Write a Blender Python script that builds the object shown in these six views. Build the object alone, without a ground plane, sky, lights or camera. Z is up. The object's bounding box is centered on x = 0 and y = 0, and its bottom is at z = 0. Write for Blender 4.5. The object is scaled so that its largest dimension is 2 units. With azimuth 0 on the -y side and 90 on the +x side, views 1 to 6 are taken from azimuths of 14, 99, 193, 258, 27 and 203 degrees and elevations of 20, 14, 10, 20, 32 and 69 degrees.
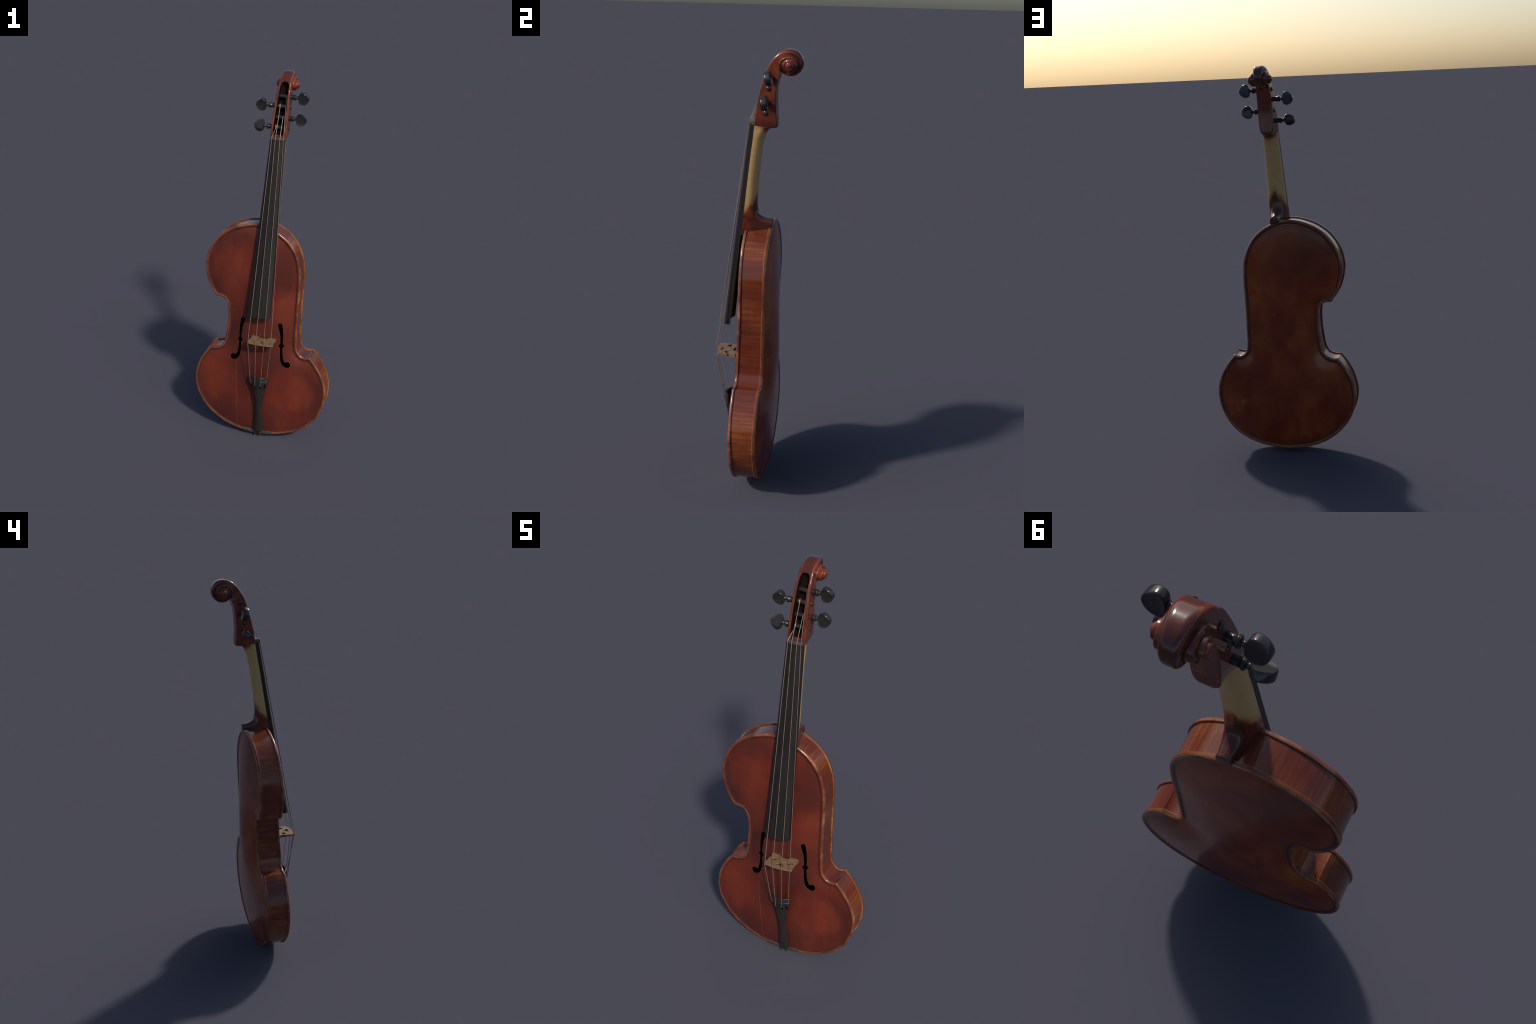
# A cutaway-shouldered violin, stood upright: arched plates, flamed ribs, carved neck with scroll,
# ebony fittings, bridge and strings.  All geometry is built from profiles, lofts and lathes.
import bpy, bmesh, math, random
import numpy as np
from mathutils import Vector, geometry as mgeo

random.seed(7)
RNG = np.random.default_rng(7)

for o in list(bpy.data.objects):
    bpy.data.objects.remove(o, do_unlink=True)

# ------------------------------------------------------------------ materials
def new_mat(name):
    m = bpy.data.materials.new(name)
    m.use_nodes = True
    nt = m.node_tree
    nt.nodes.clear()
    out = nt.nodes.new("ShaderNodeOutputMaterial")
    b = nt.nodes.new("ShaderNodeBsdfPrincipled")
    nt.links.new(b.outputs[0], out.inputs[0])
    return m, nt, b

class G:
    """small helper to chain shader nodes"""
    def __init__(s, nt):
        s.nt = nt
        tc = nt.nodes.new("ShaderNodeTexCoord")
        s.obj = tc.outputs["Object"]
    def n(s, t, **kw):
        x = s.nt.nodes.new(t)
        for k, v in kw.items():
            setattr(x, k, v)
        return x
    def put(s, sock, v):
        if isinstance(v, bpy.types.NodeSocket):
            s.nt.links.new(v, sock)
        else:
            sock.default_value = v
    def noise(s, scale, detail=3, rough=.55, stretch=(1, 1, 1), off=(0, 0, 0), dist=0):
        mp = s.n("ShaderNodeMapping")
        s.put(mp.inputs["Vector"], s.obj)
        mp.inputs["Scale"].default_value = stretch
        mp.inputs["Location"].default_value = off
        t = s.n("ShaderNodeTexNoise")
        s.put(t.inputs["Vector"], mp.outputs[0])
        t.inputs["Scale"].default_value = scale
        t.inputs["Detail"].default_value = detail
        t.inputs["Roughness"].default_value = rough
        t.inputs["Distortion"].default_value = dist
        return t.outputs["Fac"]
    def ramp(s, fac, stops, interp="LINEAR"):
        r = s.n("ShaderNodeValToRGB")
        r.color_ramp.interpolation = interp
        e = r.color_ramp.elements
        while len(e) < len(stops):
            e.new(.5)
        for el, (p, c) in zip(e, stops):
            el.position = p
            el.color = (*c, 1) if len(c) == 3 else c
        s.put(r.inputs[0], fac)
        return r.outputs[0]
    def step(s, fac, a, b):
        m = s.n("ShaderNodeMapRange", interpolation_type="SMOOTHSTEP")
        s.put(m.inputs["Value"], fac)
        m.inputs["From Min"].default_value = a
        m.inputs["From Max"].default_value = b
        return m.outputs[0]
    def math(s, op, a, b=0.0, c=0.0):
        m = s.n("ShaderNodeMath", operation=op)
        s.put(m.inputs[0], a); s.put(m.inputs[1], b); s.put(m.inputs[2], c)
        return m.outputs[0]
    def mix(s, fac, a, b, mode="MIX"):
        m = s.n("ShaderNodeMix", data_type="RGBA", blend_type=mode)
        s.put(m.inputs[0], fac)
        s.put(m.inputs[6], a if isinstance(a, bpy.types.NodeSocket) else (*a, 1))
        s.put(m.inputs[7], b if isinstance(b, bpy.types.NodeSocket) else (*b, 1))
        return m.outputs[2]
    def xyz(s):
        x = s.n("ShaderNodeSeparateXYZ")
        s.put(x.inputs[0], s.obj)
        return x.outputs
    def bump(s, h, strength, dist=.001):
        b = s.n("ShaderNodeBump")
        b.inputs["Strength"].default_value = strength
        b.inputs["Distance"].default_value = dist
        s.put(b.inputs["Height"], h)
        return b.outputs[0]

def finish(nt, b, g, col, rough, spec=.5, coat=0, bump=None, metal=0):
    g.put(b.inputs["Base Color"], col)
    g.put(b.inputs["Roughness"], rough)
    b.inputs["Specular IOR Level"].default_value = spec
    b.inputs["Metallic"].default_value = metal
    b.inputs["Coat Weight"].default_value = coat
    b.inputs["Coat Roughness"].default_value = .15
    if bump is not None:
        nt.links.new(bump, b.inputs["Normal"])

def mat_front():
    m, nt, b = new_mat("spruce_varnish"); g = G(nt)
    blot = g.noise(4.6, 4, .5, (1, 1, .8), (3.1, 0, 1.7))
    base = g.ramp(blot, [(.32, (.062, .0122, .0084)), (.47, (.094, .0152, .0090)), (.6, (.118, .0184, .0098)), (.74, (.146, .0255, .0120))])
    grain = g.noise(210, 2, .6, (1, .05, .03))
    base = g.mix(g.math("MULTIPLY", g.step(grain, .46, .70), .40), base, (.052, .0120, .0085))
    cloud = g.noise(13, 4, .6, (1, 1, .55), (0, 0, 9))
    base = g.mix(g.math("MULTIPLY", g.step(cloud, .50, .75), .34), base, (.070, .0175, .0135))
    warm = g.noise(8, 3, .5, (1, 1, .4), (5, 0, 2))
    base = g.mix(g.math("MULTIPLY", g.step(warm, .56, .78), .35), base, (.180, .0340, .0125))
    X, Y, Z = g.xyz()
    def patch(x0, z0, rx, rz):
        a = g.math("DIVIDE", g.math("SUBTRACT", X, x0), rx); c = g.math("DIVIDE", g.math("SUBTRACT", Z, z0), rz)
        q = g.math("ADD", g.math("MULTIPLY", a, a), g.math("MULTIPLY", c, c))
        q = g.math("ADD", q, g.math("MULTIPLY_ADD", g.noise(9, 4, .65, (1, 1, .6), (x0 * 9, 0, z0)), 3.4, -1.7))
        return g.math("SUBTRACT", 1, g.step(q, -.3, 1.5))
    # lighter bouts (lower right: gloss sheen painted in), dark clouds elsewhere
    for x0, z0, rx, rz, f in ((-.19, .98, .10, .17, .55), (-.23, .33, .10, .12, .4), (.215, .29, .09, .11, .8), (.145, .76, .06, .13, .4), (-.16, .82, .06, .12, .35)):
        base = g.mix(g.math("MULTIPLY", patch(x0, z0, rx, rz), f), base, (.168, .0300, .0145))
    for x0, z0, rx, rz, f in ((.06, .13, .13, .10, .6), (-.12, .14, .15, .08, .55), (.12, 1.02, .07, .15, .6), (-.27, .88, .08, .08, .5), (-.10, .62, .06, .16, .45), (.1, .5, .07, .12, .45), (-.1, 1.15, .15, .06, .45), (-.05, .25, .07, .13, .4)):
        base = g.mix(g.math("MULTIPLY", patch(x0, z0, rx, rz), f), base, (.046, .0130, .0108))
    # darker area below the bridge and around the upper end of the tailpiece
    dx = g.math("DIVIDE", g.math("SUBTRACT", X, .02), .075)
    dz = g.math("DIVIDE", g.math("SUBTRACT", Z, .42), .14)
    rr = g.math("ADD", g.math("MULTIPLY", dx, dx), g.math("MULTIPLY", dz, dz))
    ro = g.math("ADD", rr, g.math("MULTIPLY", g.noise(30, 2, .5, (1, 1, .2)), .9))
    base = g.mix(g.math("MULTIPLY", g.math("SUBTRACT", 1, g.step(ro, .35, 1.8)), .40), base, (.050, .013, .010))
    # dark specks and one long hairline crack left of the tailpiece
    sp = g.noise(95, 1, .5, (1, 1, 1), (8, 1, 0))
    base = g.mix(g.math("MULTIPLY", g.step(sp, .74, .79), .7), base, (.03, .010, .008))
    wob = g.math("MULTIPLY", g.math("SUBTRACT", g.noise(12, 2, .5, (.01, .01, 1)), .5), .006)
    cx = g.math("ABSOLUTE", g.math("SUBTRACT", g.math("ADD", X, wob), g.math("MULTIPLY_ADD", Z, -.0165, -.1165)))
    cm = g.math("MULTIPLY", g.math("SUBTRACT", 1, g.step(cx, .0004, .0014)), g.math("SUBTRACT", 1, g.step(Z, .44, .47)))
    cm = g.math("MULTIPLY", cm, g.step(g.noise(25, 2, .6, (.05, .05, 1), (0, 0, 4)), .36, .52))
    base = g.mix(g.math("MULTIPLY", cm, .5), base, (.26, .10, .065))
    ro = g.math("MULTIPLY_ADD", g.noise(14, 3, .6), .18, .26)
    finish(nt, b, g, base, ro, .48, 0, g.bump(grain, .10, .0006))
    return m

def mat_back():
    m, nt, b = new_mat("maple_back_varnish"); g = G(nt)
    blot = g.noise(5.2, 4, .55, (1, 1, .7), (1, 0, 6))
    base = g.ramp(blot, [(.3, (.105, .0175, .0080)), (.46, (.175, .0290, .0100)), (.6, (.245, .0520, .0140)), (.76, (.30, .092, .022))])
    flame = g.noise(17, 4, .6, (1, 1, .32), (0, 0, 3), .3)
    base = g.mix(g.math("MULTIPLY", g.step(flame, .48, .74), .38), base, (.060, .015, .010))
    pale = g.noise(12, 2, .5, (1, 1, .8), (6, 2, 1))
    base = g.mix(g.math("MULTIPLY", g.step(pale, .66, .82), .42), base, (.33, .150, .045))
    sp = g.noise(70, 2, .5, (1, 1, .6), (2, 5, 0))
    base = g.mix(g.math("MULTIPLY", g.step(sp, .70, .77), .6), base, (.04, .014, .010))
    ro = g.math("MULTIPLY_ADD", g.noise(10, 3, .6), .14, .12)
    finish(nt, b, g, base, ro, .36)
    return m

def mat_rib():
    m, nt, b = new_mat("flamed_maple_rib"); g = G(nt)
    # flames run across the rib: stretched along the depth of the body
    fl = g.noise(82, 4, .62, (1, .055, 1), (0, 0, 2), .12)
    zone = g.noise(6.5, 2, .5, (1, .5, 1), (4, 4, 4))
    dark = g.ramp(fl, [(.30, (.078, .0140, .0070)), (.5, (.108, .0200, .0080)), (.72, (.142, .0290, .0100))])
    light = g.ramp(fl, [(.30, (.118, .0240, .0092)), (.5, (.168, .0400, .0122)), (.72, (.250, .082, .020))])
    gold = g.step(g.noise(13, 3, .6, (1, .45, 1), (2, 3, 8)), .58, .76)
    X, Y, Z = g.xyz()
    def band(z0, r):
        q = g.math("DIVIDE", g.math("SUBTRACT", Z, z0), r)
        return g.math("SUBTRACT", 1, g.step(g.math("MULTIPLY", q, q), .1, 1))
    zone = g.math("ADD", zone, g.math("MULTIPLY", g.math("MAXIMUM", band(1.07, .12), g.math("MAXIMUM", band(.36, .07), band(.22, .09))), .13))
    base = g.mix(g.step(zone, .46, .70), dark, light)
    base = g.mix(g.math("MULTIPLY", gold, .55), base, (.30, .110, .027))
    fine = g.noise(230, 2, .5, (1, .10, 1))
    base = g.mix(g.math("MULTIPLY", g.step(fine, .5, .7), .28), base, (.10, .023, .012))
    along = g.noise(60, 3, .6, (.25, 1, .25), (2, 6, 2))
    base = g.mix(g.math("MULTIPLY", g.step(along, .46, .72), .40), base, (.10, .026, .015))
    sp = g.noise(90, 2, .6, (1, 1, 1), (3, 0, 5))
    base = g.mix(g.math("MULTIPLY", g.step(sp, .69, .75), .6), base, (.06, .018, .012))
    ro = g.math("MULTIPLY_ADD", g.noise(20, 3, .6), .12, .10)
    finish(nt, b, g, base, ro, .5, 0, g.bump(fl, .03, .001))
    return m

def mat_edge():
    m, nt, b = new_mat("worn_plate_edge"); g = G(nt)
    w = g.noise(16, 4, .65)
    base = g.ramp(w, [(.32, (.080, .0205, .0130)), (.46, (.125, .0350, .0195)), (.6, (.205, .0700, .0330)), (.74, (.32, .135, .066))])
    nk = g.noise(55, 3, .6, (1, 1, 1), (4, 0, 1))
    base = g.mix(g.math("MULTIPLY", g.step(nk, .6, .72), .6), base, (.10, .030, .020))
    finish(nt, b, g, base, .20, .5, 0, g.bump(nk, .12, .0012))
    return m

def mat_backedge():
    m, nt, b = new_mat("worn_back_edge"); g = G(nt)
    w = g.noise(14, 4, .65, (1, 1, 1), (3, 0, 3))
    base = g.ramp(w, [(.32, (.10, .026, .013)), (.46, (.20, .062, .020)), (.6, (.31, .130, .038)), (.74, (.38, .20, .070))])
    nk = g.noise(50, 3, .6, (1, 1, 1), (4, 0, 1))
    base = g.mix(g.math("MULTIPLY", g.step(nk, .6, .72), .6), base, (.09, .028, .018))
    finish(nt, b, g, base, .20, .5, 0, g.bump(nk, .12, .0012))
    return m

def mat_purfling():
    m, nt, b = new_mat("purfling"); g = G(nt)
    w = g.noise(30, 3, .6)
    base = g.ramp(w, [(.35, (.030, .013, .010)), (.7, (.075, .028, .019))])
    finish(nt, b, g, base, .22, .45)
    return m

def mat_channel(front):
    m, nt, b = new_mat("channel_varnish"); g = G(nt)
    w = g.noise(12, 3, .6)
    base = g.ramp(w, [(.3, (.040, .0145, .0110)), (.7, (.085, .0240, .0155))] if front else [(.3, (.045, .0150, .0100)), (.7, (.095, .0270, .0130))])
    finish(nt, b, g, base, .22, .42)
    return m

def mat_dark(name="inside_dark", c=(.004, .003, .003)):  # near-black base colour carries the deep shade of the hollow body
    m, nt, b = new_mat(name); g = G(nt)
    n = g.noise(30)
    finish(nt, b, g, g.mix(n, c, tuple(x * .6 for x in c)), .95, .0)
    return m

def mat_scroll():
    m, nt, b = new_mat("scroll_varnish"); g = G(nt)
    blot = g.noise(15, 3, .55)
    base = g.ramp(blot, [(.3, (.068, .0150, .0110)), (.48, (.118, .0245, .0135)), (.64, (.170, .037, .017)), (.8, (.23, .060, .024))])
    grain = g.noise(120, 2, .5, (1, 1, .15))
    base = g.mix(g.math("MULTIPLY", g.step(grain, .5, .7), .22), base, (.075, .019, .012))
    X, Y, Z = g.xyz()
    # pen-drawn rosette on the back of the pegbox and a fine line above it
    lx = g.math("SUBTRACT", X, .038); lz = g.math("SUBTRACT", Z, 1.700)
    r = g.math("SQRT", g.math("ADD", g.math("MULTIPLY", lx, lx), g.math("MULTIPLY", lz, lz)))
    th = g.math("ARCTAN2", lx, lz)
    ang = g.math("ADD", g.math("MULTIPLY", th, 3.5), g.math("MULTIPLY", g.noise(60), .9))
    pet = g.math("MULTIPLY", g.math("ABSOLUTE", g.math("COSINE", ang)), .031)
    ln = g.math("SUBTRACT", 1, g.step(g.math("ABSOLUTE", g.math("SUBTRACT", r, pet)), .0008, .0026))
    hub = g.math("SUBTRACT", 1, g.step(r, .004, .009))
    ln = g.math("MULTIPLY", g.math("MAXIMUM", ln, g.math("MULTIPLY", hub, .7)), g.step(Y, .064, .068))
    base = g.mix(g.math("MULTIPLY", ln, .75), base, (.025, .012, .010))
    # the outer run of the volute and the throat above the pegbox are coloured a darker purple-brown
    lat = g.math("ABSOLUTE", g.math("SUBTRACT", X, g.math("MULTIPLY_ADD", Z, .041, -.0320)))
    lat = g.math("ADD", lat, g.math("MULTIPLY", g.math("SUBTRACT", g.noise(40, 3), .5), .012))
    old = g.math("MULTIPLY", g.math("SUBTRACT", 1, g.step(lat, .017, .0275)), g.step(g.math("ADD", Z, g.math("MULTIPLY", Y, .25)), 1.925, 1.985))
    base = g.mix(g.math("MULTIPLY", old, .8), base, (.055, .0150, .0125))
    ro = g.math("MULTIPLY_ADD", g.noise(30, 3, .6), .10, .12)
    finish(nt, b, g, base, ro, .5, 0)
    return m

def mat_neck():
    m, nt, b = new_mat("bare_maple_neck"); g = G(nt)
    X, Y, Z = g.xyz()
    fl = g.noise(48, 4, .6, (.4, .4, 1.3), (0, 0, 0), .4)
    wood = g.ramp(fl, [(.3, (.43, .270, .108)), (.55, (.465, .298, .124)), (.8, (.49, .318, .138))])
    st = g.noise(48, 3, .6, (1, 1, .045))
    wood = g.mix(g.math("MULTIPLY", g.step(st, .45, .72), .4), wood, (.36, .20, .070))
    sp = g.noise(90, 2, .5, (1, 1, .4))
    wood = g.mix(g.math("MULTIPLY", g.step(sp, .70, .76), .6), wood, (.16, .075, .03))
    red = g.ramp(g.noise(22, 4, .6), [(.3, (.070, .0160, .0120)), (.5, (.135, .0270, .0130)), (.72, (.205, .046, .0165))])
    ora = (.40, .13, .03)
    nz = g.math("MULTIPLY", g.math("SUBTRACT", g.noise(34, 4, .65, (1, 1, .45)), .5), .075)
    lo = g.math("ADD", g.math("MULTIPLY_ADD", Y, -1.1, Z), nz)          # varnish line near the heel
    # a dark tongue reaches up the middle of the neck's back
    xm = g.math("DIVIDE", g.math("SUBTRACT", X, .028), .022)
    tongue = g.math("MULTIPLY", g.math("SUBTRACT", 1, g.step(g.math("ABSOLUTE", xm), .1, 1)), .030)
    lo = g.math("SUBTRACT", lo, tongue)
    hi = g.math("ADD", g.math("MULTIPLY_ADD", Y, .9, Z), g.math("MULTIPLY", nz, .55))
    mlo = g.math("SUBTRACT", 1, g.step(lo, 1.325, 1.357))
    mhi = g.step(hi, 1.655, 1.688)
    olo = g.math("SUBTRACT", 1, g.step(lo, 1.33, 1.385))
    ohi = g.step(hi, 1.64, 1.685)
    col = g.mix(g.math("MULTIPLY", g.math("MAXIMUM", olo, ohi), .75), wood, ora)
    msk = g.math("MAXIMUM", mlo, mhi)
    col = g.mix(msk, col, red)
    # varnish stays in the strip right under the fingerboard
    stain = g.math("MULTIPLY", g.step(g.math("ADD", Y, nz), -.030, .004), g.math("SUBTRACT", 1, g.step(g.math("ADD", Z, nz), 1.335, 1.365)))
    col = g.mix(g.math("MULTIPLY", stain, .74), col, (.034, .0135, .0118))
    ro = g.math("MULTIPLY_ADD", msk, -.26, .42)
    finish(nt, b, g, col, ro, .45)
    return m

def mat_ebony(name, c, rough, spec=.5, streak=True):
    m, nt, b = new_mat(name); g = G(nt)
    n = g.noise(60, 3, .6, (1, 1, .06) if streak else (1, 1, 1))
    col = g.ramp(n, [(.35, tuple(x * .8 for x in c)), (.7, tuple(x * 1.25 for x in c))])
    finish(nt, b, g, col, g.math("MULTIPLY_ADD", g.noise(25, 3), .10 if streak else .03, rough - .05), spec)
    return m

def mat_bridge():
    m, nt, b = new_mat("bridge_maple"); g = G(nt)
    n = g.noise(120, 3, .6, (.2, 1, 1))
    col = g.ramp(n, [(.3, (.145, .082, .044)), (.55, (.185, .110, .060)), (.8, (.22, .135, .076))])
    finish(nt, b, g, col, .5, .35)
    return m

def mat_string():
    m, nt, b = new_mat("wound_string"); g = G(nt)
    n = g.noise(30, 2, .5)
    col = g.ramp(n, [(.35, (.215, .165, .138)), (.65, (.285, .225, .188))])
    finish(nt, b, g, col, .38, .5, 0, None, .45)
    return m

M_FRONT, M_BACK, M_RIB = mat_front(), mat_back(), mat_rib()
M_EDGE, M_BEDGE, M_PURF = mat_edge(), mat_backedge(), mat_purfling()
M_CHF, M_CHB, M_IN = mat_channel(True), mat_channel(False), mat_dark()
def mat_lip(c0, c1):
    m, nt, b = new_mat("plate_lip"); g = G(nt)
    w = g.noise(16, 4, .65)
    base = g.ramp(w, [(.34, c0), (.68, c1)])
    finish(nt, b, g, base, .20, .45)
    return m
M_LIPF, M_LIPB = mat_lip((.085, .020, .012), (.20, .050, .022)), mat_lip((.085, .022, .012), (.19, .062, .022))
M_SCROLL, M_NECK = mat_scroll(), mat_neck()
M_BOARD = mat_ebony("fingerboard_ebony", (.0145, .0125, .0120), .46, .3)
M_PEG = mat_ebony("polished_ebony", (.022, .0195, .0205), .24, .5, False)
M_TAIL = mat_ebony("tailpiece_ebony", (.019, .0165, .0160), .36, .4, False)
M_NUT = mat_ebony("nut_ebony", (.060, .038, .034), .3, .5)
M_SADDLE = mat_ebony("saddle_ebony", (.050, .036, .032), .4, .4)
M_BRIDGE, M_STRING = mat_bridge(), mat_string()

# ------------------------------------------------------------------ mesh helpers
root = bpy.data.objects.new("violin", None)
bpy.context.scene.collection.objects.link(root)
root["label"] = "old red-brown violin with a cutaway shoulder, standing upright"
root["category"] = "violin"

def add_obj(name, me, parent=root):
    o = bpy.data.objects.new(name, me)
    bpy.context.scene.collection.objects.link(o)
    o.parent = parent
    return o

def mk(name, v, f, mats, parent=root, angle=40, midx=None):
    me = bpy.data.meshes.new(name)
    me.from_pydata([tuple(map(float, p)) for p in v], [], [tuple(map(int, q)) for q in f])
    for m in (mats if isinstance(mats, (list, tuple)) else [mats]):
        me.materials.append(m)
    if midx is not None:
        me.polygons.foreach_set("material_index", np.asarray(midx, dtype=np.int32))
    bm = bmesh.new(); bm.from_mesh(me)
    bmesh.ops.recalc_face_normals(bm, faces=bm.faces)
    bm.to_mesh(me); bm.free()
    me.polygons.foreach_set("use_smooth", np.ones(len(me.polygons), dtype=bool))
    me.set_sharp_from_angle(angle=math.radians(angle))
    me.update()
    return add_obj(name, me, parent)

def loft(rows, closed=True, cap0=True, cap1=True):
    n = len(rows[0]); v = [p for r in rows for p in r]; f = []
    for i in range(len(rows) - 1):
        for j in range(n if closed else n - 1):
            k = (j + 1) % n
            f.append((i * n + j, i * n + k, (i + 1) * n + k, (i + 1) * n + j))
    if cap0: f.append(tuple(range(n - 1, -1, -1)))
    if cap1: f.append(tuple(range((len(rows) - 1) * n, len(rows) * n)))
    return v, f

def catmull(P, n, closed=False):
    P = np.asarray(P, float); m = len(P); out = []
    segs = m if closed else m - 1
    for i in range(segs):
        p1, p2 = P[i], P[(i + 1) % m]
        p0 = P[i - 1] if (i > 0 or closed) else 2 * p1 - p2
        p3 = P[(i + 2) % m] if (i + 2 < m or closed) else 2 * p2 - p1
        for k in range(n):
            t = k / n
            out.append(.5 * (2 * p1 + (p2 - p0) * t + (2 * p0 - 5 * p1 + 4 * p2 - p3) * t * t + (3 * p1 - p0 - 3 * p2 + p3) * t ** 3))
    if not closed: out.append(P[-1])
    return np.array(out)

def resample(P, step):
    d = np.r_[0, np.cumsum(np.linalg.norm(np.diff(P, axis=0), axis=1))]
    n = max(2, int(round(d[-1] / step)))
    t = np.linspace(0, d[-1], n + 1)
    return np.stack([np.interp(t, d, P[:, k]) for k in range(P.shape[1])], 1)

def smooth1(a, k, n):
    a = np.asarray(a, float)
    for _ in range(n):
        b = a.copy(); b[1:-1] = (1 - k) * a[1:-1] + k * .5 * (a[:-2] + a[2:]); a = b
    return a

def settle(o):
    """the old body is not quite true: turned a degree about the upright and bowed at the waist"""
    for v in o.data.vertices:
        x, y, z = v.co
        twist = .0065 + .0085 * float(sm(.42, .68, z))
        bow = .0045 * math.exp(-((z - .56) / .2) ** 2) * (1 - float(sm(-.03, .04, y)))
        v.co.y = y + twist * x + .001 - bow
    o.data.update()
    return o

# the neck, scroll, fingerboard, pegs and bridge lean 2.35 degrees: their own frame
TH = math.radians(2.35); CT, ST = math.cos(TH), math.sin(TH)
def W(X, Y, Z):
    return (.0394 + CT * X + ST * (Z - 1.677), Y, 1.677 - ST * X + CT * (Z - 1.677))

def sm(a, b, x):
    t = np.clip((np.asarray(x, float) - a) / (b - a), 0, 1)
    return t * t * (3 - 2 * t)

# ------------------------------------------------------------------ body outline (x, z), seen from the front, clockwise
S1 = [(.268, .524), (.252, .519), (.232, .5195), (.214, .530), (.201, .547), (.1955, .566), (.193, .59), (.193, .634), (.193, .70), (.1937, .76),
      (.195, .83), (.1965, .88), (.197, .93), (.195, .982), (.190, 1.021), (.180, 1.061), (.166, 1.095), (.147, 1.128), (.123, 1.156), (.098, 1.177),
      (.073, 1.194), (.045, 1.209), (.012, 1.222), (-.022, 1.230), (-.058, 1.2325), (-.095, 1.2275), (-.13, 1.218), (-.165, 1.2045), (-.198, 1.186), (-.231, 1.162),
      (-.256, 1.136), (-.278, 1.104), (-.295, 1.072), (-.307, 1.037), (-.3135, 1.0), (-.314, .970), (-.310, .937), (-.302, .903), (-.290, .870), (-.274, .840), (-.256, .8125)]
S2 = [(-.256, .8125), (-.245, .8095), (-.229, .8095), (-.212, .803), (-.1985, .790), (-.190, .771), (-.185, .745), (-.184, .714), (-.185, .675), (-.1885, .633),
      (-.1935, .59), (-.199, .561), (-.207, .541), (-.219, .526), (-.234, .5165), (-.254, .511), (-.277, .5125)]
S3 = [(-.277, .5125), (-.297, .490), (-.318, .459), (-.337, .425), (-.350, .391), (-.359, .355), (-.3632, .318), (-.361, .282), (-.353, .246), (-.340, .211),
      (-.319, .173), (-.292, .139), (-.260, .107), (-.221, .079), (-.178, .056), (-.135, .0405), (-.09, .030), (-.045, .0235), (0, .0208), (.04, .0222),
      (.09, .0285), (.14, .0395), (.19, .057), (.23, .077), (.266, .102), (.297, .133), (.323, .170), (.342, .209), (.3555, .248), (.3625, .288),
      (.3636, .323), (.360, .357), (.351, .390), (.338, .423), (.321, .453), (.299, .486), (.268, .524)]
STEP = .005
OUT = np.concatenate([resample(catmull(s, 8), STEP)[:-1] for s in (S1, S2, S3)])
NO = len(OUT)

def inward(P):
    t = np.roll(P, -1, 0) - np.roll(P, 1, 0)
    t /= np.linalg.norm(t, axis=1)[:, None]
    return np.stack([t[:, 1], -t[:, 0]], 1)
area = .5 * np.sum(OUT[:, 0] * np.roll(OUT[:, 1], -1) - np.roll(OUT[:, 0], -1) * OUT[:, 1])
NRM = inward(OUT) * (-1 if area > 0 else 1)
OUT = OUT - NRM * .0011

SEG_A, SEG_B = OUT, np.roll(OUT, -1, 0)
def dist_out(P):
    P = np.asarray(P, float); r = np.empty(len(P)); ab = SEG_B - SEG_A; l2 = (ab ** 2).sum(1)
    for i in range(0, len(P), 1500):
        q = P[i:i + 1500, None] - SEG_A[None]
        t = np.clip((q * ab).sum(2) / l2, 0, 1)
        r[i:i + 1500] = np.sqrt(((q - t[..., None] * ab) ** 2).sum(2).min(1))
    return r
def inside(P, poly=None):
    A = OUT if poly is None else poly
    P = np.asarray(P, float); c = np.zeros(len(P), bool)
    B = np.roll(A, -1, 0)
    for a, b in zip(A, B):
        hit = ((a[1] > P[:, 1]) != (b[1] > P[:, 1]))
        if hit.any():
            x = (b[0] - a[0]) * (P[:, 1] - a[1]) / (b[1] - a[1] + 1e-15) + a[0]
            c ^= hit & (P[:, 0] < x)
    return c

# arching: a screened membrane stretched over the outline, so that it swells away from every edge
GX, GZ, GH = -.40, -.02, .008
nx, nz = 101, 161
gx = GX + GH * np.arange(nx); gz = GZ + GH * np.arange(nz)
gp = np.stack(np.meshgrid(gx, gz, indexing="ij"), -1).reshape(-1, 2)
gd = np.where(inside(gp), dist_out(gp), 0).reshape(nx, nz)
mask = gd > .020
def membrane(k):
    u = np.zeros((nx, nz)); kk = (GH / k) ** 2
    for _ in range(1500):
        nb = np.zeros_like(u)
        nb[1:-1, 1:-1] = u[2:, 1:-1] + u[:-2, 1:-1] + u[1:-1, 2:] + u[1:-1, :-2]
        u = np.where(mask, (nb + kk) / (4 + kk), 0)
    return u / u.max()
MEM = membrane(.14)
ROWMAX = smooth1(np.maximum(MEM.max(0), .02), .8, 12)
MEM = np.clip(MEM / ROWMAX[None, :], 0, 1.05)
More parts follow.
